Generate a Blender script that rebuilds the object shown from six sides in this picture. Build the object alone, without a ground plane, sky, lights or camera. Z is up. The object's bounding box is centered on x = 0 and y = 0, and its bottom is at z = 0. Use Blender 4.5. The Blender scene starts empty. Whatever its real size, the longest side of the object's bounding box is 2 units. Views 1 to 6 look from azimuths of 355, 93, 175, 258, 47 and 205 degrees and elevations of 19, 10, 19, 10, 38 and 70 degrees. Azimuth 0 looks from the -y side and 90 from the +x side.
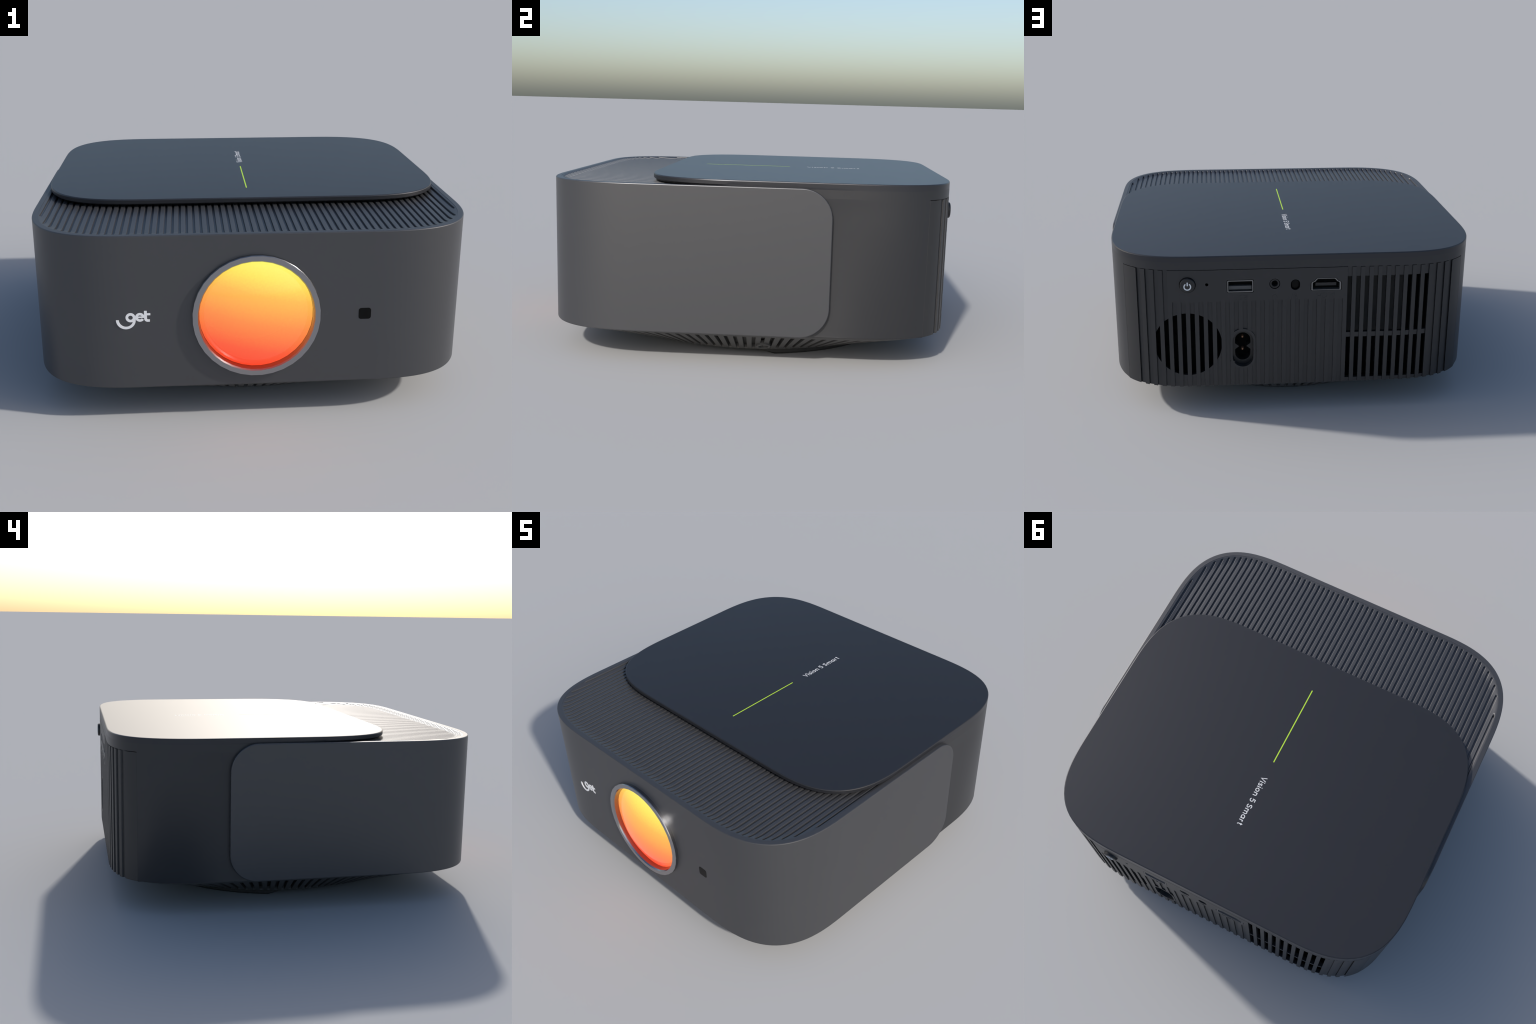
import bpy, bmesh, math
import numpy as np
from mathutils import Vector, Matrix
from math import sin, cos, pi, radians, sqrt

# ------------------------------------------------------------------ sizes
HX, REAR, R = 0.960, 0.9855, 0.50         # housing / lid plan
SHX, FRONT = 0.9805, -0.949               # outer sleeve plan
NEXP, SEXP = 3.0, 2.88                               # corners are superellipse quarters
LID_FRONT = -0.470
Z0, ZRIM, ZTOP = 0.158, 0.850, 0.877     # bottom edge, sleeve rim, lid top
PITCH, GW, GX0 = 0.0446, 0.0235, 0.7235  # rear grooves: pitch, width, first edge
GROOVE_D = 0.0065
SEAM_Z, FASCIA_Z = 0.806, 0.633
FASCIA_X0, FASCIA_X1 = -0.2577, 0.655
SEAM_X = 0.878


# ------------------------------------------------------------------ materials
def principled(name, col, rough=0.45, metal=0.0, spec=0.5, grain=0.0, coat=0.0):
    m = bpy.data.materials.new(name)
    m.use_nodes = True
    nt = m.node_tree
    b = nt.nodes["Principled BSDF"]
    b.inputs["Base Color"].default_value = (*col, 1)
    b.inputs["Roughness"].default_value = rough
    b.inputs["Metallic"].default_value = metal
    b.inputs["Specular IOR Level"].default_value = spec
    b.inputs["Coat Weight"].default_value = coat
    if grain:
        tc = nt.nodes.new("ShaderNodeTexCoord")
        no = nt.nodes.new("ShaderNodeTexNoise")
        no.inputs["Scale"].default_value = 260
        no.inputs["Detail"].default_value = 3
        nt.links.new(tc.outputs["Object"], no.inputs["Vector"])
        mr = nt.nodes.new("ShaderNodeMapRange")
        mr.inputs["To Min"].default_value = rough - grain
        mr.inputs["To Max"].default_value = rough + grain
        nt.links.new(no.outputs["Fac"], mr.inputs["Value"])
        nt.links.new(mr.outputs["Result"], b.inputs["Roughness"])
        mx = nt.nodes.new("ShaderNodeMix")
        mx.data_type = 'RGBA'
        mx.inputs["A"].default_value = (*[c * 0.97 for c in col], 1)
        mx.inputs["B"].default_value = (*[c * 1.03 for c in col], 1)
        nt.links.new(no.outputs["Fac"], mx.inputs["Factor"])
        nt.links.new(mx.outputs["Result"], b.inputs["Base Color"])
    return m


M_BODY = principled("graphite_lid", (0.045, 0.0465, 0.053), 0.35, metal=0.6, grain=0.008)
M_SLEEVE = principled("graphite_sleeve", (0.087, 0.0885, 0.095), 0.40, metal=0.6, grain=0.008)
M_HOUSE = principled("graphite_housing", (0.050, 0.051, 0.055), 0.40, metal=0.6, grain=0.008)
M_REAR = principled("graphite_rear", (0.050, 0.0505, 0.053), 0.42, metal=0.6, grain=0.008)
M_BASE = principled("graphite_base", (0.060, 0.060, 0.060), 0.55)
M_RUBBER = principled("black_rubber", (0.015, 0.015, 0.015), 0.7)
M_BLACK = principled("black_gloss", (0.002, 0.002, 0.002), 0.4, spec=0.15)
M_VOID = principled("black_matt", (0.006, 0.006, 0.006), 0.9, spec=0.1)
M_DARK = principled("dark_plastic", (0.016, 0.016, 0.017), 0.4)
M_FIN = principled("dark_metal_fin", (0.05, 0.05, 0.047), 0.6)
M_RING = principled("brushed_metal_ring", (0.36, 0.36, 0.375), 0.22, metal=1.0)
M_STEEL = principled("port_steel", (0.22, 0.22, 0.22), 0.4, metal=0.8)
M_COPPER = principled("copper_pin", (0.62, 0.33, 0.2), 0.4, metal=0.7)
M_WHITE = principled("white_print", (0.66, 0.66, 0.67), 0.5)
M_LOGO = principled("white_logo", (0.82, 0.82, 0.83), 0.5)
M_GREEN = principled("lime_print", (0.47, 0.73, 0.045), 0.5)


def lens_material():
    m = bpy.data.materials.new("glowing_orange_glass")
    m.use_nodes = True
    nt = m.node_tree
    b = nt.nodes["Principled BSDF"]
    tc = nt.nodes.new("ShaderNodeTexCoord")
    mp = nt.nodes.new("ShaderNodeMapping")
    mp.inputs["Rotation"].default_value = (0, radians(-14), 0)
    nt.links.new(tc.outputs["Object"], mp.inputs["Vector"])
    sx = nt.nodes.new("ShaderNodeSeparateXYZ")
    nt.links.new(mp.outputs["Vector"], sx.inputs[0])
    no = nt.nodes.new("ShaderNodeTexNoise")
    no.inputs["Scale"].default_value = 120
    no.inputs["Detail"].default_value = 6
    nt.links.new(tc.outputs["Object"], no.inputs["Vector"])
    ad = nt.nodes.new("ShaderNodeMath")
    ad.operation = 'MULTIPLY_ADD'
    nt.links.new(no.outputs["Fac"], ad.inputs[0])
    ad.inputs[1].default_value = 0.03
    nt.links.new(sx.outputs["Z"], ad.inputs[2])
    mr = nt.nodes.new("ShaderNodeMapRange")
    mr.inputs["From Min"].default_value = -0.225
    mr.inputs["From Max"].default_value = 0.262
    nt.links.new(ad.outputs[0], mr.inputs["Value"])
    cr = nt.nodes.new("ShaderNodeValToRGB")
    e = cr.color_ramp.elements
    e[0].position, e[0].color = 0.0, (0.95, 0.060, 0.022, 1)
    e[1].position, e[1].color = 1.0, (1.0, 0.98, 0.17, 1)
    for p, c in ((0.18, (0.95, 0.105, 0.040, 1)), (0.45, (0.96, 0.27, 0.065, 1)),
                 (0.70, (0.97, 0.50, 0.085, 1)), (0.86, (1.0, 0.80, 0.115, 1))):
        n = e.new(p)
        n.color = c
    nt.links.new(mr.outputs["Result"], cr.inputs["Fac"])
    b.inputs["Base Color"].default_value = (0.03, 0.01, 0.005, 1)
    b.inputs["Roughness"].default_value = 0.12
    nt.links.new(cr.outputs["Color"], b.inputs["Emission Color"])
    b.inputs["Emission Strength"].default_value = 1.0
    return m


M_LENS = lens_material()

# ------------------------------------------------------------------ helpers
ROOT = bpy.data.objects.new("projector", None)
bpy.context.collection.objects.link(ROOT)
ROOT["label"] = "dark grey rounded box projector with glowing orange lens"
ROOT["category"] = "projector"


def finish(name, bm, mat, parent=ROOT, smooth=True, angle=22, recalc=True):
    if recalc:
        bmesh.ops.recalc_face_normals(bm, faces=bm.faces)
    me = bpy.data.meshes.new(name)
    bm.to_mesh(me)
    bm.free()
    me.materials.append(mat)
    ob = bpy.data.objects.new(name, me)
    bpy.context.collection.objects.link(ob)
    ob.parent = parent
    if smooth:
        shade(me, angle)
    return ob


def shade(me, angle=22):
    me.polygons.foreach_set("use_smooth", [True] * len(me.polygons))
    me.set_sharp_from_angle(angle=radians(angle))
    for p in me.polygons:
        if len(p.vertices) > 12:
            p.use_smooth = False
    me.update()


def corner(n=28, e=None):
    """unit superellipse quarter: list of (u, v, nu, nv)"""
    out = []
    NE = e or NEXP
    for i in range(n + 1):
        a = pi / 2 * i / n
        c, s_ = max(0.0, cos(a)), max(0.0, sin(a))
        k = (c ** NE + s_ ** NE) ** (-1 / NE)
        u, v = c * k, s_ * k
        nu, nv = u ** (NE - 1), v ** (NE - 1)
        L = math.hypot(nu, nv)
        out.append((u, v, nu / L, nv / L))
    return out


CORNER = corner()


def plan(hx, y0, y1, r=None, inset=0.0):
    """Squircle-cornered outline, counter-clockwise, offset inward by inset."""
    r = r or R
    pts = []
    for sx, cx, sy, cy, rev in ((1, hx - r, -1, y0 + r, True), (1, hx - r, 1, y1 - r, False),
                                (-1, -hx + r, 1, y1 - r, True), (-1, -hx + r, -1, y0 + r, False)):
        for u, v, nu, nv in (reversed(CORNER) if rev else CORNER):
            pts.append((cx + sx * (r * u - inset * nu), cy + sy * (r * v - inset * nv)))
    return pts


def loft(bm, rings, cap0=True, cap1=True):
    """rings: lists of (x,y,z) with equal counts, closed loops."""
    vs = [[bm.verts.new(p) for p in ring] for ring in rings]
    n = len(vs[0])
    for a, b in zip(vs, vs[1:]):
        for i in range(n):
            j = (i + 1) % n
            bm.faces.new((a[i], a[j], b[j], b[i]))
    if cap0:
        bm.faces.new(vs[0][::-1])
    if cap1:
        bm.faces.new(vs[-1])
    return vs


def box(bm, x0, x1, y0, y1, z0, z1):
    v = [bm.verts.new((x, y, z)) for z in (z0, z1)
         for x, y in ((x0, y0), (x1, y0), (x1, y1), (x0, y1))]
    for f in ((3, 2, 1, 0), (4, 5, 6, 7), (0, 1, 5, 4), (1, 2, 6, 5), (2, 3, 7, 6), (3, 0, 4, 7)):
        bm.faces.new([v[i] for i in f])


def prism_y(bm, outline, y0, y1):
    """outline: (x,z) loop extruded along y."""
    loft(bm, [[(x, y0, z) for x, z in outline], [(x, y1, z) for x, z in outline]])


def circle2(cx, cz, r, n=32):
    return [(cx + r * cos(2 * pi * i / n), cz + r * sin(2 * pi * i / n)) for i in range(n)]


def rrect2(cx, cz, hw, hh, r, n=8):
    out = []
    for sx, sz, a0 in ((1, -1, -90), (1, 1, 0), (-1, 1, 90), (-1, -1, 180)):
        for i in range(n + 1):
            a = radians(a0 + 90 * i / n)
            out.append((cx + sx * (hw - r) + r * cos(a), cz + sz * (hh - r) + r * sin(a)))
    return out


def rear_y(x, d=0.0):
    """y of the rear wall at x, pushed in by d."""
    ax = abs(x)
    c = HX - R
    if ax <= c:
        return REAR - d
    u = min(1.0, (ax - c) / R)
    v = (1 - u ** NEXP) ** (1 / NEXP)
    nu, nv = u ** (NEXP - 1), v ** (NEXP - 1)
    return REAR - R + R * v - d * math.hypot(nu, nv) / max(nv, 0.25)


def boolean(ob, cutter_bm, op='DIFFERENCE', angle=22):
    bmesh.ops.recalc_face_normals(cutter_bm, faces=cutter_bm.faces)
    me = bpy.data.meshes.new("cutter")
    cutter_bm.to_mesh(me)
    cutter_bm.free()
    c = bpy.data.objects.new("cutter", me)
    bpy.context.collection.objects.link(c)
    md = ob.modifiers.new("cut", 'BOOLEAN')
    md.operation = op
    md.solver = 'EXACT'
    md.object = c
    dg = bpy.context.evaluated_depsgraph_get()
    new = bpy.data.meshes.new_from_object(ob.evaluated_get(dg))
    ob.modifiers.clear()
    old = ob.data
    nm = old.name
    ob.data = new
    bpy.data.meshes.remove(old)
    new.name = nm
    bpy.data.objects.remove(c)
    bpy.data.meshes.remove(me)
    shade(new, angle)


def annulus_y(bm, outer, inner, y0, y1):
    """Frame between two (x,z) loops of equal count, from y0 (inside) to y1 (front)."""
    n = len(outer)
    o0 = [bm.verts.new((x, y0, z)) for x, z in outer]
    o1 = [bm.verts.new((x, y1, z)) for x, z in outer]
    i0 = [bm.verts.new((x, y0, z)) for x, z in inner]
    i1 = [bm.verts.new((x, y1, z)) for x, z in inner]
    for k in range(n):
        j = (k + 1) % n
        bm.faces.new((o0[k], o0[j], o1[j], o1[k]))
        bm.faces.new((o1[k], o1[j], i1[j], i1[k]))
        bm.faces.new((i1[k], i1[j], i0[j], i0[k]))
        bm.faces.new((i0[k], i0[j], o0[j], o0[k]))


# ------------------------------------------------------------------ lid
def build_lid():
    bm = bmesh.new()
    base = plan(HX, LID_FRONT, REAR)

    def ring(inset, z, under=0.0):
        p = plan(HX, LID_FRONT, REAR, inset=inset)
        out = []
        for (x, y), (bx, by) in zip(p, base):
            # the underside chamfer fades out where the lid meets the housing
            w = 1 - min(1, max(0, (by + 0.30) / 0.35))
            if under:
                q = plan(HX, LID_FRONT, REAR, inset=inset + under)[len(out)]
                x, y = x + (q[0] - x) * w, y + (q[1] - y) * w
            out.append((x, y, z))
        return out

    loft(bm, [ring(0.0, 0.8462, under=0.020), ring(0.0, 0.8475, under=0.012),
              ring(0.0, 0.856), ring(0.0, ZTOP - 0.005), ring(0.0015, ZTOP - 0.0015), ring(0.005, ZTOP)])
    return finish("lid", bm, M_BODY)


LID = build_lid()


def text_object(body, name, size_w, mat, extrude, parent):
    cu = bpy.data.curves.new(name, 'FONT')
    cu.body = body
    cu.extrude = extrude
    cu.offset = -0.010
    cu.align_x = 'CENTER'
    cu.align_y = 'CENTER'
    cu.resolution_u = 3
    ob = bpy.data.objects.new(name, cu)
    bpy.context.collection.objects.link(ob)
    dg = bpy.context.evaluated_depsgraph_get()
    me = bpy.data.meshes.new_from_object(ob.evaluated_get(dg))
    bpy.data.objects.remove(ob)
    bpy.data.curves.remove(cu)
    xs = [v.co.x for v in me.vertices]
    ys = [v.co.y for v in me.vertices]
    w, h = max(xs) - min(xs), max(ys) - min(ys)
    cx, cy = (max(xs) + min(xs)) / 2, (max(ys) + min(ys)) / 2
    sx = size_w[0] / w
    sy = size_w[1] / h
    me.transform(Matrix.Diagonal((sx, sy, 1, 1)) @ Matrix.Translation((-cx, -cy, 0)))
    me.materials.clear()
    me.materials.append(mat)
    me.name = name
    o = bpy.data.objects.new(name, me)
    bpy.context.collection.objects.link(o)
    o.parent = parent
    return o


# --- lid lettering: an even-stroke geometric alphabet drawn as ribbons
def arc(cx, cy, r, a0, a1, n=14):
    return [(cx + r * cos(radians(a0 + (a1 - a0) * i / n)), cy + r * sin(radians(a0 + (a1 - a0) * i / n)))
            for i in range(n + 1)]


def smooth(pts, n=5):
    """Catmull-Rom through the control points"""
    p = [pts[0]] + pts + [pts[-1]]
    out = []
    for i in range(1, len(p) - 2):
        for k in range(n):
            t = k / n
            out.append(tuple(0.5 * (2 * p[i][c] + (p[i + 1][c] - p[i - 1][c]) * t
                                    + (2 * p[i - 1][c] - 5 * p[i][c] + 4 * p[i + 1][c] - p[i + 2][c]) * t * t
                                    + (3 * p[i][c] - p[i - 1][c] - 3 * p[i + 1][c] + p[i + 2][c]) * t ** 3)
                             for c in (0, 1)))
    return out + [pts[-1]]


S_CURVE = [(.19, .56), (.10, .64), (-.02, .655), (-.15, .60), (-.17, .50), (-.08, .41), (.08, .34), (.18, .25),
           (.16, .13), (.03, .065), (-.10, .08), (-.20, .17)]
GLYPH = {
    'V': [[(-.34, 1), (0, .04), (.34, 1)]],
    'i': [[(0, 0), (0, .70)], [(0, .86), (0, 1.02)]],
    's': [smooth(S_CURVE)],
    'o': [arc(0, .36, .285, 0, 360, 32)],
    'n': [[(-.24, 0), (-.24, .70)], arc(0, .40, .24, 180, 0) + [(.24, 0)]],
    '5': [[(.24, .93), (-.19, .93), (-.23, .52)] + arc(-.02, .325, .27, 130, -150, 20)],
    'S': [smooth([(x * 1.45, y * 1.39) for x, y in S_CURVE])],
    'm': [[(-.45, 0), (-.45, .70)], arc(-.225, .42, .225, 180, 0) + [(0, 0)], arc(.225, .42, .225, 180, 0) + [(.45, 0)]],
    'a': [arc(-.03, .36, .285, 0, 360, 32), [(.265, 0), (.265, .70)]],
    'r': [[(-.13, 0), (-.13, .70)], arc(.13, .38, .26, 180, 88)],
    't': [[(-.03, .92), (-.03, .24)] + arc(.14, .24, .17, 180, 275, 8), [(-.20, .66), (.18, .66)]],
}
WORD = (('V', .33), ('i', .83), ('s', 1.27), ('i', 1.68), ('o', 2.19), ('n', 2.90), ('5', 3.93), ('S', 4.93),
        ('m', 5.82), ('a', 6.73), ('r', 7.38), ('t', 7.88))


def ribbon(bm, pts, w, place, h):
    n = len(pts)
    closed = math.dist(pts[0], pts[-1]) < 1e-6
    rings = []
    for i, (x, y) in enumerate(pts):
        p = pts[i - 1] if i else (pts[-2] if closed else pts[0])
        q = pts[i + 1] if i < n - 1 else (pts[1] if closed else pts[-1])
        d1, d2 = Vector((x - p[0], y - p[1])), Vector((q[0] - x, q[1] - y))
        if d1.length < 1e-9:
            d1 = d2
        if d2.length < 1e-9:
            d2 = d1
        t = (d1.normalized() + d2.normalized()).normalized()
        k = min(2.0, 1 / max(0.3, t.dot(d1.normalized())))
        nx, ny = -t.y * w / 2 * k, t.x * w / 2 * k
        rings.append([place(x + nx, y + ny, 0), place(x - nx, y - ny, 0), place(x - nx, y - ny, h), place(x + nx, y + ny, h)])
    loft(bm, rings, not closed, not closed)


CAP = 0.0305
for ch, cx in WORD:
    bm = bmesh.new()
    for k, stroke in enumerate(GLYPH[ch]):
        ribbon(bm, stroke, 0.150,
               lambda x, y, h: (0.0205 - y * CAP, 0.281 + cx * 0.036 + x * CAP, ZTOP - 0.001 + h), 0.00115 + 0.00006 * k)
    finish("letter", bm, M_WHITE, LID, smooth=False)
bm = bmesh.new()
box(bm, 0.0005, 0.0062, -0.283, 0.185, ZTOP - 0.002, ZTOP + 0.0002)
finish("accent_line", bm, M_GREEN, LID, smooth=False)


# ------------------------------------------------------------------ housing
def build_housing():
    bm = bmesh.new()
    # body outline with the rear bay cut away for the rear panel
    pts = plan(HX, -0.915, REAR)
    keep = [p for p in pts if not (p[1] > 0 and abs(p[0]) < SEAM_X)]
    iR = max(i for i, p in enumerate(keep) if p[0] > 0 and p[1] > 0)
    ys = rear_y(SEAM_X)
    bay = [(SEAM_X, ys), (SEAM_X - 0.035, ys - 0.03), (0.80, 0.45), (-0.80, 0.45),
           (-SEAM_X + 0.035, ys - 0.03), (-SEAM_X, ys)]
    out = keep[:iR + 1] + bay + keep[iR + 1:]

    def shrink(p, d):
        x, y = p
        if d == 0 or (x, y) in bay:
            return p
        cx = min(max(x, -HX + R), HX - R)
        cy = min(max(y, -0.915 + R), REAR - R)
        v = Vector((x - cx, y - cy))
        return (x - v.normalized().x * d, y - v.normalized().y * d) if v.length else p

    def dip(p, k=1.0):
        # the flanks draw in slightly towards the sleeve ends
        x, y = p
        if p in bay or abs(x) < 0.90 or y < 0:
            return p
        w = min(1.0, max(0.0, (0.72 - y) / 0.30))
        return (x - math.copysign(0.004 * k * w * w * (3 - 2 * w), x), y)

    extra = [0.10, 0.30, 0.38, 0.42, 0.46, 0.49, 0.52, 0.56, 0.60]
    o2 = []
    for p, q in zip(out, out[1:] + out[:1]):
        o2.append(p)
        if p not in bay and q not in bay and p[0] == q[0] and abs(p[0]) > 0.9:
            ys_ = [y for y in extra if min(p[1], q[1]) + 1e-3 < y < max(p[1], q[1]) - 1e-3]
            o2 += [(p[0], y) for y in (ys_ if q[1] > p[1] else ys_[::-1])]
    out = o2
    loft(bm, [[(*shrink(p, 0.012), Z0 - 0.001) for p in out], [(*shrink(p, 0.003), Z0 + 0.002) for p in out],
              [(*dip(p), Z0 + 0.010) for p in out], [(*dip(p), 0.72) for p in out], [(*dip(p, 0.5), 0.77) for p in out],
              [(*p, SEAM_Z) for p in out]])
    # collar above the panel bay, under the lid
    c = plan(HX, -0.34, REAR)
    loft(bm, [[(x, y, SEAM_Z) for x, y in c], [(x, y, 0.8462) for x, y in c]])
    return finish("housing", bm, M_HOUSE)


HOUSING = build_housing()


# ------------------------------------------------------------------ sleeve
def build_sleeve():
    # path: left end -> round the front -> right end, as points with outward normals
    YE = 0.415
    # dense table of (x, y, nx, ny, arclength) along the plan curve
    cyc = FRONT + R
    path = [(-SHX, YE, -1, 0)]
    path += [(-SHX + R - R * u, cyc - R * v, -nu, -nv) for u, v, nu, nv in corner(80, SEXP)]
    path += [(SHX - R + R * u, cyc - R * v, nu, -nv) for u, v, nu, nv in reversed(corner(80, SEXP))]
    path += [(SHX, YE, 1, 0)]
    S = [0.0]
    for p, q in zip(path, path[1:]):
        S.append(S[-1] + math.hypot(q[0] - p[0], q[1] - p[1]))
    total = S[-1]
    Lside, Lfront = YE - cyc, 2 * (SHX - R)
    Larc = (total - 2 * Lside - Lfront) / 2

    def at(s, n):
        import bisect
        i = min(max(bisect.bisect_right(S, s) - 1, 0), len(S) - 2)
        t = (s - S[i]) / (S[i + 1] - S[i])
        p, q = path[i], path[i + 1]
        x, y, nx, ny = (p[k] + (q[k] - p[k]) * t for k in range(4))
        return (x + n * nx, y + n * ny)

    # s stations shared by top and bottom edges
    re = 0.140
    ends = [re * (1 - cos(radians(90 * i / 14))) for i in range(15)]
    mid = []
    for a, b, k in ((re, Lside, 6), (Lside, Lside + Larc, 40), (Lside + Larc, Lside + Larc + Lfront, 12),
                    (Lside + Larc + Lfront, total - Lside, 40), (total - Lside, total - re, 6)):
        mid += [a + (b - a) * i / k for i in range(1, k + 1)]
    st = ends + mid[:-1] + [total - e for e in reversed(ends)]

    def edge(s, inset):
        """half height of the sheet at station s for an inset outline"""
        e = min(s, total - s)
        rr = re - inset
        h = (ZRIM - Z0) / 2 - inset
        if e >= re:
            return s, h
        k = (re - e) / re
        e2 = re - rr * k
        s2 = e2 if s < total / 2 else total - e2
        return s2, h - rr + rr * sqrt(max(0, 1 - k * k))

    zc = (ZRIM + Z0) / 2
    bm = bmesh.new()

    def loop(inset, n):
        top, bot = [], []
        for s in st:
            s2, h = edge(s, inset)
            x, y = at(min(max(s2, 0), total), n)
            top.append((x, y, zc + h))
            bot.append((x, y, zc - h))
        return bot + top[::-1]

    rings = [loop(0.0, -0.026), loop(0.0, -0.004), loop(0.0012, -0.0012), loop(0.004, 0.0)]
    vs = loft(bm, rings, cap0=False, cap1=False)
    n = len(st)
    for L, flip in ((vs[-1], False), (vs[0], True)):
        bot, top = L[:n], L[n:][::-1]
        for i in range(n - 1):
            f = [bot[i], bot[i + 1], top[i + 1], top[i]]
            try:
                bm.faces.new(f)
            except ValueError:
                pass
    bmesh.ops.remove_doubles(bm, verts=bm.verts, dist=1e-5)
    return finish("sleeve", bm, M_SLEEVE)


SLEEVE = build_sleeve()


# ------------------------------------------------------------------ top grille
def build_grille():
    """dished plate with parallel round-shouldered slots, as a fine relief grid"""
    EDGE, Y1 = 0.0245, 0.20           # rim width, end hidden under the lid
    DEPTH, FIL = 0.0098, 0.052         # dish depth and width of its rising border
    P, W, SD = 0.0307, 0.0112, 0.0078  # slot pitch, width, depth
    SLOT_END, SLOT_IN = -0.120, 0.0085

    def outline(inset, n=160):
        left = [(-SHX + R - R * u + inset * nu, FRONT + R - R * v + inset * nv) for u, v, nu, nv in corner(n, SEXP)]
        return [(left[0][0], Y1)] + left + [(-x, y) for x, y in reversed(left)] + [(-left[0][0], Y1)]

    edge = np.array(outline(EDGE))
    slot_edge = np.array(outline(EDGE + SLOT_IN))

    def front_y(ol, x):
        o = ol[1:-1]
        return np.interp(x, o[:, 0], o[:, 1])

    hx = -edge[0, 0]
    # columns crowd at the slot shoulders
    cols = set()
    offs = (0, W * 0.3, W / 2 - 0.0008, W / 2, W / 2 + 0.0003, W / 2 + 0.0007, W / 2 + 0.0013, W / 2 + 0.0021, P / 2)
    centres = [(k + 0.5) * P for k in range(-31, 31) if abs((k + 0.5) * P) < hx - 0.010]
    for c in centres:
        for o in offs:
            cols.add(round(c + o, 5))
            cols.add(round(c - o, 5))
    cols = sorted(c for c in cols if abs(c) < hx - 0.0015)
    for e in (0.0, 0.0004, 0.0008):
        cols += [hx - e, -hx + e]
    cols = np.array(sorted(cols))
    near = np.concatenate([np.linspace(0, 0.026, 16), np.linspace(0.031, 0.09, 12)])
    tail = np.array([0.12, 0.25, 0.5, 0.75, 0.93, 1.0])
    X, Y = [], []
    for x in cols:
        y0 = front_y(edge, x)
        span = (SLOT_END - 0.02) - y0
        if span > 0.12:
            rows = np.concatenate([y0 + near, y0 + 0.09 + (span - 0.09) * tail])
        else:
            n = len(near) + len(tail)
            rows = y0 + np.linspace(0, 1, n) * max(span, 0.02)
        ext = np.array([SLOT_END - 0.012, SLOT_END, SLOT_END + 0.006, Y1])
        rows = np.concatenate([np.minimum(rows, SLOT_END - 0.016), ext])
        X.append(np.full(len(rows), x))
        Y.append(rows)
    X, Y = np.array(X), np.array(Y)
    # distance to the border
    D = np.full(X.shape, 9.0)
    for (ax, ay), (bx, by) in zip(edge, edge[1:]):
        dx, dy = bx - ax, by - ay
        t = np.clip(((X - ax) * dx + (Y - ay) * dy) / (dx * dx + dy * dy + 1e-12), 0, 1)
        D = np.minimum(D, np.hypot(X - ax - t * dx, Y - ay - t * dy))
    Z = ZRIM - 0.0008 - DEPTH * np.sin(np.clip(D / FIL, 0, 1) * pi / 2) ** 1.5
    # slots
    cen = np.array(centres)
    ci = np.abs(X[..., None] - cen).argmin(-1)
    cx = cen[ci]
    ys = np.where(np.abs(cx) > 0, front_y(slot_edge, np.abs(cx) + 0.004), 0) + W / 2
    dy = np.maximum(np.maximum(ys - Y, Y - SLOT_END), 0)
    sd = np.hypot(X - cx, dy) - W / 2           # <0 inside the slot
    shoulder = 0.0017
    q = np.clip((shoulder - sd) / shoulder, 0, 1)
    fall = shoulder * (1 - np.sqrt(np.clip(1 - q * q, 0, 1)))
    drop = np.where(sd >= 0, fall, np.where(sd > -0.0007, shoulder, SD))
    Z = Z - drop
    nc, nr = X.shape
    bm = bmesh.new()
    V = [[bm.verts.new((X[i, j], Y[i, j], Z[i, j])) for j in range(nr)] for i in range(nc)]
    for i in range(nc - 1):
        for j in range(nr - 1):
            bm.faces.new((V[i][j], V[i + 1][j], V[i + 1][j + 1], V[i][j + 1]))
    # skirt so that the plate has thickness
    loop = [V[i][0] for i in range(nc)] + [V[-1][j] for j in range(1, nr)] + \
           [V[i][-1] for i in range(nc - 2, -1, -1)] + [V[0][j] for j in range(nr - 2, 0, -1)]
    low = [bm.verts.new((v.co.x, v.co.y, 0.80)) for v in loop]
    n = len(loop)
    for i in range(n):
        j = (i + 1) % n
        bm.faces.new((loop[j], loop[i], low[i], low[j]))
    bm.faces.new(low)
    return finish("top_grille", bm, M_SLEEVE, angle=50, recalc=True)


GRILLE = build_grille()


# ------------------------------------------------------------------ lens
LX, LZ = -0.001, 0.4835


def revolve_y(name, prof, mat, n=32, parent=ROOT, angle=22, caps=(False, False)):
    """prof: (radius, y) pairs around an axis through (LX, *, LZ)."""
    bm = bmesh.new()
    rings = [[(LX + r * cos(2 * pi * (i + .5) / n), y, LZ + r * sin(2 * pi * (i + .5) / n)) for i in range(n)]
             for r, y in prof]
    loft(bm, rings, *caps)
    bmesh.ops.remove_doubles(bm, verts=bm.verts, dist=1e-6)
    return finish(name, bm, mat, parent, angle=angle)


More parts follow.
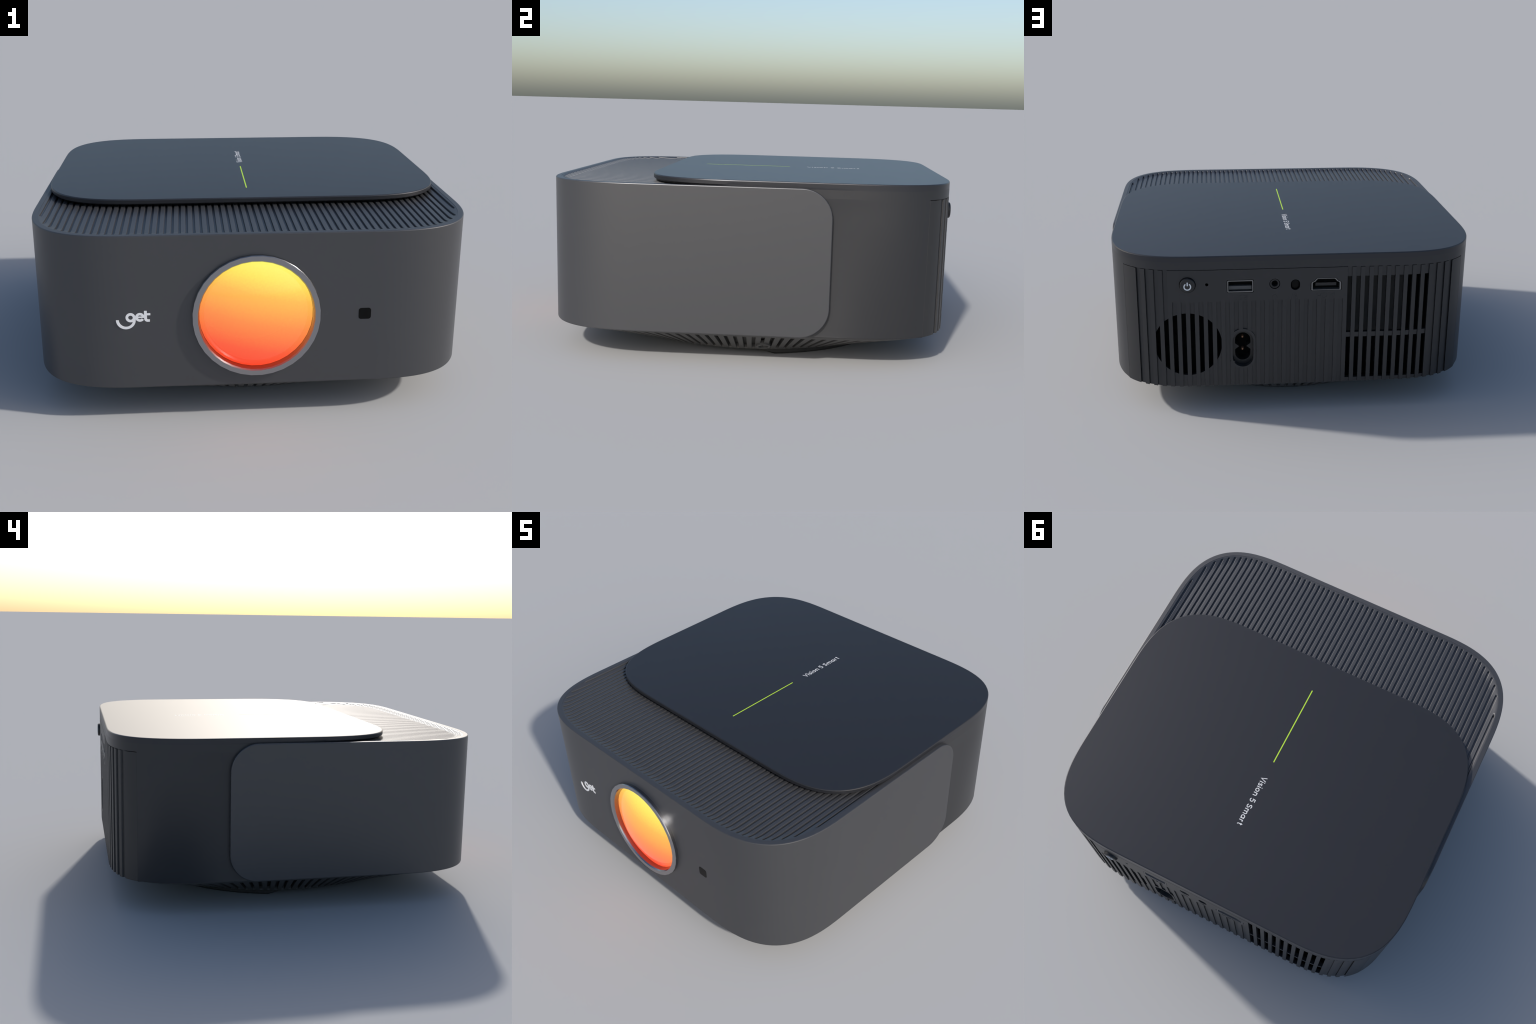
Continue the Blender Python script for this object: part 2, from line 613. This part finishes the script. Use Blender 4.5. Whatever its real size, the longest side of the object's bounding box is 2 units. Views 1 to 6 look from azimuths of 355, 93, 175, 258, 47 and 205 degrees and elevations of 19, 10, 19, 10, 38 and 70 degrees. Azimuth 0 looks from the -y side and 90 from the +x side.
LENS = bpy.data.objects.new("lens", None)
bpy.context.collection.objects.link(LENS)
LENS.parent = ROOT
RY = -0.970
revolve_y("lens_ring", [(0.262, -0.93), (0.277, -0.930), (0.277, RY + 0.004), (0.2745, RY),
                        (0.2525, RY), (0.2478, RY + 0.007), (0.2465, -0.928), (0.262, -0.925), (0.262, -0.93)],
          M_RING, n=36, parent=LENS, angle=25)
EY = -0.940
glass = [(0.246, -0.930)]
SAG, RG = 1.0 + EY, 0.2415
RS = (RG * RG + SAG * SAG) / (2 * SAG)
amax = math.asin(RG / RS)
for i in range(15):
    a = amax * (1 - i / 15)
    glass.append((RS * sin(a), EY - (RS * cos(a) - RS * cos(amax))))
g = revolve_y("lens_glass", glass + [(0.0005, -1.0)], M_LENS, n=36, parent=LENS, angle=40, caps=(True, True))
g.data.transform(Matrix.Translation((-LX, 0, -LZ)))
g.location = (LX, 0, LZ)

cb = bmesh.new()
prism_y(cb, circle2(LX, LZ, 0.268, 48), -1.1, -0.90)
boolean(SLEEVE, cb)

# front infrared window
bm = bmesh.new()
o = rrect2(0.469, 0.478, 0.027, 0.0255, 0.0115)
prism_y(bm, o, FRONT + 0.01, FRONT - 0.0008)
finish("sensor_window", bm, M_BLACK, SLEEVE)


# ------------------------------------------------------------------ front logo "get" with a smiling tail
def arc_band(cx, cz, r0, r1, a0, a1, n=32):
    """closed (x,z) outline of an arc band, degrees"""
    o = [(cx + r1 * cos(radians(a0 + (a1 - a0) * i / n)), cz + r1 * sin(radians(a0 + (a1 - a0) * i / n)))
         for i in range(n + 1)]
    i_ = [(cx + r0 * cos(radians(a0 + (a1 - a0) * i / n)), cz + r0 * sin(radians(a0 + (a1 - a0) * i / n)))
          for i in range(n, -1, -1)]
    return o, i_


def band_prism(bm, cx, cz, r0, r1, a0, a1, y0, y1, n=32):
    ring = []
    for i in range(n + 1):
        a = radians(a0 + (a1 - a0) * i / n)
        ring.append([(cx + r * cos(a), y, cz + r * sin(a)) for r, y in ((r0, y0), (r1, y0), (r1, y1), (r0, y1))])
    full = abs(a1 - a0) >= 359.9
    loft(bm, ring, not full, not full)
    if full:
        bmesh.ops.remove_doubles(bm, verts=bm.verts, dist=1e-6)


def logo():
    yb, yf = FRONT + 0.003, FRONT - 0.0006
    b = bmesh.new()
    band_prism(b, -0.537, 0.489, 0.0095, 0.0210, 0, 360, yb, yf)
    band_prism(b, -0.557, 0.478, 0.0300, 0.0415, 180, 372, yb, yf - 0.00005)
    finish("letter_g", b, M_LOGO, SLEEVE, smooth=False)
    b = bmesh.new()
    band_prism(b, -0.4975, 0.4895, 0.0090, 0.0200, 5, 325, yb, yf - 0.0001)
    box(b, -0.512, -0.4785, yf - 0.00015, yb, 0.4865, 0.4935)
    finish("letter_e", b, M_LOGO, SLEEVE, smooth=False)
    b = bmesh.new()
    box(b, -0.4795, -0.4675, yf - 0.0002, yb, 0.480, 0.5185)
    box(b, -0.4680, -0.4530, yf - 0.00025, yb, 0.498, 0.5075)
    band_prism(b, -0.4655, 0.4825, 0.0020, 0.0140, 180, 270, yb, yf - 0.0003, 10)
    box(b, -0.4660, -0.4560, yf - 0.00025, yb, 0.4685, 0.4795)
    finish("letter_t", b, M_LOGO, SLEEVE, smooth=False)


logo()

# ------------------------------------------------------------------ rear panel
REAR_PANEL = None


def groove(k):
    hi = GX0 - PITCH * k
    return hi - GW, hi


def xs_between(a, b, step=0.02):
    n = max(1, int(math.ceil(abs(b - a) / step)))
    return [a + (b - a) * i / n for i in range(n + 1)]


def wall_slab(bm, xa, xb, za, zb, d_out, d_in, step=0.02):
    """piece of the curved rear wall between depths d_out (outer) and d_in"""
    xs = xs_between(xa, xb, step)
    for z_pair in ((za, zb),):
        rings = []
        for x in xs:
            yo, yi = rear_y(x, d_out), rear_y(x, 0) - d_in
            yi = min(yi, yo - 0.004)
            rings.append([(x, yi, za), (x, yo, za), (x, yo, zb), (x, yi, zb)])
        loft(bm, rings)


def build_rear():
    global REAR_PANEL
    # groove floor with every vent opening cut through it
    bm = bmesh.new()
    wall_slab(bm, -0.822, 0.819, Z0 + 0.0015, SEAM_Z + 0.002, GROOVE_D, 0.028, 0.012)
    ob = finish("rear_panel", bm, M_REAR, angle=15)
    cb = bmesh.new()
    prism_y(cb, circle2(0.560, 0.396, 0.174, 64), 0.80, 1.05)
    for za, zb in ((0.178, 0.413), (0.439, 0.751)):
        prism_y(cb, [(-0.684, za), (-0.2565, za), (-0.2565, zb), (-0.684, zb)], 0.80, 1.05)
    prism_y(cb, rrect2(0.278, 0.365, 0.060, 0.108, 0.0599, 16), 0.80, 1.05)
    prism_y(cb, [(-0.250, 0.640), (0.645, 0.640), (0.645, 0.800), (-0.250, 0.800)], 0.80, 1.05)
    boolean(ob, cb, angle=15)
    REAR_PANEL = ob
    # corner strips
    for sgn in (1, -1):
        bm = bmesh.new()
        a = groove(-2)[1] if sgn > 0 else groove(34)[0]
        wall_slab(bm, a, sgn * (SEAM_X - 0.0008), Z0 + 0.0005, SEAM_Z - 0.003, 0.0, 0.03, 0.008)
        finish("corner_strip", bm, M_REAR, ob, angle=15)
    # ribs between neighbouring grooves
    for k in range(-2, 34):
        xa, xb = groove(k + 1)[1], groove(k)[0]
        top = SEAM_Z - 0.003
        if 1 <= k <= 21:
            top = FASCIA_Z + 0.001
        spans = [(Z0, top)]
        xm = (xa + xb) / 2
        if abs(xm - 0.278) < 0.062:        # interrupted by the power inlet
            dz = sqrt(max(0, 0.058 ** 2 - (abs(xm - 0.278)) ** 2))
            spans = [(Z0, 0.317 - dz), (0.413 + dz, top)]
        for za, zb in spans:
            bm = bmesh.new()
            wall_slab(bm, xa, xb, za, zb, 0.0, 0.020, 0.011)
            finish("rib", bm, M_REAR, ob, angle=15)
    return ob


build_rear()


def build_fascia():
    bm = bmesh.new()
    wall_slab(bm, FASCIA_X0, FASCIA_X1, FASCIA_Z, SEAM_Z - 0.003, -0.0002, 0.06, 0.03)
    ob = finish("port_panel", bm, M_REAR, REAR_PANEL, angle=15)
    cb = bmesh.new()
    prism_y(cb, circle2(0.554, 0.7265, 0.0420, 40), 0.93, 1.05)
    prism_y(cb, circle2(0.457, 0.7265, 0.0082, 16), 0.93, 1.05)
    prism_y(cb, rrect2(0.2885, 0.7135, 0.0685, 0.0345, 0.007), 0.925, 1.05)
    prism_y(cb, circle2(0.114, 0.722, 0.0275, 32), 0.935, 1.05)
    prism_y(cb, rrect2(0.009, 0.714, 0.0235, 0.0285, 0.0225), 0.935, 1.05)
    prism_y(cb, hdmi_outline(1.05), 0.925, 1.05)
    boolean(ob, cb, angle=15)
    return ob


def hdmi_outline(k=1.0):
    cx, cz = -0.1485, 0.7125
    half = [(0.074, -0.031), (0.076, -0.027), (0.076, 0.009), (0.071, 0.014), (0.062, 0.017), (0.050, 0.031), (0.046, 0.033)]
    return [(cx + k * x, cz + k * z) for x, z in half] + [(cx - k * x, cz + k * z) for x, z in reversed(half)]


FASCIA = build_fascia()
YR = REAR

# bottoms of the port holes, dark
bm = bmesh.new()
box(bm, -0.24, 0.62, 0.925, 0.9555, 0.665, 0.775)
finish("port_backing", bm, M_VOID, FASCIA, smooth=False)

# power button with printed symbol
bm = bmesh.new()
rings = [[(x, y, z) for x, z in circle2(0.554, 0.7265, r, 40)] for r, y in
         ((0.0392, 0.93), (0.0392, 0.992), (0.0380, 0.996), (0.035, 0.9985))]
loft(bm, rings)
BTN = finish("power_button", bm, M_DARK, FASCIA)
bm = bmesh.new()
band_prism(bm, 0.554, 0.7225, 0.0135, 0.0195, 90 + 33, 90 + 327, 0.995, 1.0, 28)
prism_y(bm, rrect2(0.554, 0.7365, 0.0032, 0.0100, 0.0031, 4), 0.995, 0.9998)
finish("power_symbol", bm, M_LOGO, BTN, smooth=False)

# usb socket
bm = bmesh.new()
annulus_y(bm, rrect2(0.2885, 0.7135, 0.0655, 0.0318, 0.006), rrect2(0.2885, 0.7135, 0.0605, 0.0268, 0.003), 0.93, YR + 0.0005)
USB = finish("usb_socket", bm, M_STEEL, FASCIA)
bm = bmesh.new()
box(bm, 0.231, 0.346, 0.93, 0.974, 0.692, 0.711)
finish("socket_tongue", bm, principled("grey_plastic", (0.09, 0.09, 0.09), 0.5), USB, smooth=False)
# hdmi socket
bm = bmesh.new()
annulus_y(bm, hdmi_outline(1.0), hdmi_outline(0.91), 0.93, YR + 0.0005)
HD = finish("hdmi_socket", bm, M_STEEL, FASCIA)
bm = bmesh.new()
box(bm, -0.202, -0.095, 0.93, 0.970, 0.700, 0.716)
finish("socket_tongue", bm, M_DARK, HD, smooth=False)
# headphone jack
bm = bmesh.new()
loft(bm, [[(x, y, z) for x, z in circle2(0.114, 0.722, r, 32)] for r, y in
          ((0.0255, 0.93), (0.0255, 0.980), (0.024, 0.982), (0.0165, 0.982), (0.0155, 0.979), (0.012, 0.945))])
finish("headphone_jack", bm, M_DARK, FASCIA)
# infrared receiver
bm = bmesh.new()
loft(bm, [[(x, y, z) for x, z in rrect2(0.009, 0.714, 0.0228 * k, 0.0278 * k, 0.0220 * k, 8)] for k, y in
          ((1, 0.93), (1, 0.972), (0.8, 0.976), (0.4, 0.978))])
finish("infrared_receiver", bm, M_BLACK, FASCIA)

# raised labels
for word, cx, w in (("USB", 0.2885, 0.074), ("IR", 0.010, 0.030), ("HDMI", -0.149, 0.092)):
    t = text_object(word, "label", (w, 0.026), M_REAR, 0.001, FASCIA)
    t.data.transform(Matrix.Translation((cx, YR + 0.0002, 0.652)) @ Matrix.Rotation(pi, 4, 'Z') @ Matrix.Rotation(pi / 2, 4, 'X'))
bm = bmesh.new()
band_prism(bm, 0.114, 0.651, 0.0105, 0.0125, 0, 180, YR - 0.003, YR + 0.0012, 16)
for s in (-1, 1):
    box(bm, 0.114 + s * 0.0115 - 0.0025, 0.114 + s * 0.0115 + 0.0025, YR - 0.003, YR + 0.0012, 0.641, 0.651)
finish("label", bm, M_REAR, FASCIA, smooth=False)

# power inlet: frame, insulating insert and two pins
bm = bmesh.new()
annulus_y(bm, rrect2(0.278, 0.365, 0.0655, 0.1135, 0.0654, 16), rrect2(0.278, 0.365, 0.0535, 0.1005, 0.0534, 16), 0.93, YR + 0.0006)
INLET = finish("power_inlet", bm, M_REAR, REAR_PANEL)


def figure8(k=1.0):
    hw, hc, r = 0.040 * k, 0.042, 0.040 * k
    o = []
    for i in range(13):
        a = radians(-180 + 180 * i / 12)
        o.append((0.278 + r * cos(a), 0.365 - hc + r * sin(a) + 0.004))
    o += [(0.278 + hw, 0.348), (0.278 + 0.019, 0.365), (0.278 + hw, 0.382)]
    for i in range(13):
        a = radians(180 * i / 12)
        o.append((0.278 + r * cos(a), 0.365 + hc + r * sin(a) - 0.004))
    o += [(0.278 - hw, 0.382), (0.278 - 0.019, 0.365), (0.278 - hw, 0.348)]
    return o


bm = bmesh.new()
prism_y(bm, rrect2(0.278, 0.365, 0.0545, 0.1015, 0.0544, 16), 0.80, 0.950)
ins = finish("inlet_insert", bm, M_DARK, INLET)
cb = bmesh.new()
prism_y(cb, figure8(), 0.86, 1.0)
boolean(ins, cb)
bm = bmesh.new()
prism_y(bm, rrect2(0.278, 0.365, 0.045, 0.09, 0.04, 8), 0.855, 0.862)
finish("inlet_backing", bm, M_VOID, INLET, smooth=False)
for zc in (0.330, 0.400):
    bm = bmesh.new()
    loft(bm, [[(x, y, z) for x, z in circle2(0.278, zc, r, 14)] for r, y in
              ((0.0080, 0.86), (0.0080, 0.905), (0.006, 0.910), (0.002, 0.912))])
    finish("contact_pin", bm, M_COPPER, INLET, angle=50)

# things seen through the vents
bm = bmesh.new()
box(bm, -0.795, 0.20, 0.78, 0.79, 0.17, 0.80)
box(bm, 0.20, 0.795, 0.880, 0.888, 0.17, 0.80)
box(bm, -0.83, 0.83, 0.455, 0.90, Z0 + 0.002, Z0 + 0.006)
finish("inner_wall", bm, M_VOID, HOUSING, smooth=False)  # plates coloured near-black so the vent openings show a dark, unlit cavity
bm = bmesh.new()
box(bm, -0.60, -0.25, 0.715, 0.825, 0.36, 0.79)
finish("heat_sink", bm, M_FIN, HOUSING, smooth=False)

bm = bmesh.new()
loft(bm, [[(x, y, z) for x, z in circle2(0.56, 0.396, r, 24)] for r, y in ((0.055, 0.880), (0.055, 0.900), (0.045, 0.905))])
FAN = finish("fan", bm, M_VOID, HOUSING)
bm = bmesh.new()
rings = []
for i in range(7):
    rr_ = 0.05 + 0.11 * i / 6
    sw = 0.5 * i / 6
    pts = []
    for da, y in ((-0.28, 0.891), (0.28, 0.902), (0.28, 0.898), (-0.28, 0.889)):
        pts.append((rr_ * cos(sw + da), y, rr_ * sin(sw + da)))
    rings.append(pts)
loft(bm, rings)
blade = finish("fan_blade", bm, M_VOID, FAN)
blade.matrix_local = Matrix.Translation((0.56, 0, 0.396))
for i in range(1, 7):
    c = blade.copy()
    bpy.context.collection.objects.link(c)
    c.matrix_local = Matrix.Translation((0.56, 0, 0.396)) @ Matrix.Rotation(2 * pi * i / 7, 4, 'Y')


# ------------------------------------------------------------------ slotted base dish and foot
def body_radius(a, inset):
    """distance from the axis to the body outline in direction a"""
    dx, dy = cos(a), sin(a)
    lo, hi = 0.0, 1.5
    for _ in range(40):
        m = (lo + hi) / 2
        x, y = abs(m * dx), m * dy
        yr = (REAR if y > 0 else -FRONT) - inset
        hx = HX - inset
        u, v = max(0, (x - hx + R) / R), max(0, (abs(y) - yr + R) / R)
        if x <= hx and abs(y) <= yr and u ** NEXP + v ** NEXP <= 1:
            lo = m
        else:
            hi = m
    return lo


def build_base():
    """shallow dish: body outline above, circle below, radial slots in the slope"""
    N = 130
    bm = bmesh.new()
    step = 2 * pi / N
    RC, ZC, YC = 0.755, 0.031, 0.026
    ZT = Z0 - 0.004
    S0, S1 = 2, 3

    def prof(a):
        ro = body_radius(a, 0.012)
        rc = YC * sin(a) + sqrt(RC * RC - (YC * cos(a)) ** 2)
        f = lambda t: (ro + (rc - ro) * t, ZT + (ZC - ZT) * (1 - (1 - t) ** 1.12))
        return [(ro + 0.004, Z0 + 0.004), (ro, ZT), f(0.12), f(0.90), (rc, ZC), (rc - 0.03, 0.023)]

    def P(rz, a):
        return bm.verts.new((rz[0] * cos(a), rz[0] * sin(a), rz[1]))

    for i in range(N):
        a0 = (i - 0.29) * step
        for b0, b1, slot in ((a0, a0 + step * 0.58, False), (a0 + step * 0.58, a0 + step, True)):
            p, q = prof(b0), prof(b1)
            for j in range(5):
                top = [P(p[j], b0), P(q[j], b1), P(q[j + 1], b1), P(p[j + 1], b0)]
                if slot and j == S0:
                    off = lambda rz: (rz[0] - 0.009, rz[1] + 0.020)
                    low = [P(off(p[j]), b0), P(off(q[j]), b1), P(off(q[j + 1]), b1), P(off(p[j + 1]), b0)]
                    for k in range(4):
                        m = (k + 1) % 4
                        bm.faces.new((top[k], top[m], low[m], low[k]))
                    bm.faces.new(low)
                else:
                    bm.faces.new(top)
    bm.faces.new([P(prof(2 * pi * i / N)[-1], 2 * pi * i / N) for i in range(N)])
    bmesh.ops.remove_doubles(bm, verts=bm.verts, dist=1e-5)
    return finish("base_dish", bm, M_BASE, angle=20)


BASE = build_base()


def arc_foot(a0, a1, r0, r1, name="foot"):
    bm = bmesh.new()
    rings = []
    n = 60
    for i in range(n + 1):
        a = radians(a0 + (a1 - a0) * i / n)
        t = min(1, min(i, n - i) / 2.0)
        low = 0.024 * (1 - t)
        rings.append([(r * cos(a), r * sin(a), z) for r, z in
                      ((r0, 0.03), (r1, 0.03), (r1, 0.008 + low * .66), (r1 - 0.008, low), (r0 + 0.008, low), (r0, 0.008 + low * .66))])
    loft(bm, rings)
    return finish(name, bm, M_RUBBER, BASE)


arc_foot(7, 173, 0.61, 0.738)
arc_foot(250, 290, 0.45, 0.60)

# screw boss on the slope of the base
a = radians(7.5)
bm = bmesh.new()
c = Vector((0.825 * cos(a), 0.825 * sin(a), 0.066))
nrm = Vector((0.5145 * cos(a), 0.5145 * sin(a), -0.857)).normalized()
mat = Matrix.Translation(c) @ nrm.to_track_quat('Z', 'Y').to_matrix().to_4x4()
rings = []
for r, h in ((0.036, -0.02), (0.036, 0.004), (0.025, 0.004), (0.025, -0.010)):
    rings.append([mat @ Vector((r * cos(2 * pi * i / 24), r * sin(2 * pi * i / 24), h)) for i in range(24)])
loft(bm, rings)
finish("screw_boss", bm, M_BASE, BASE)
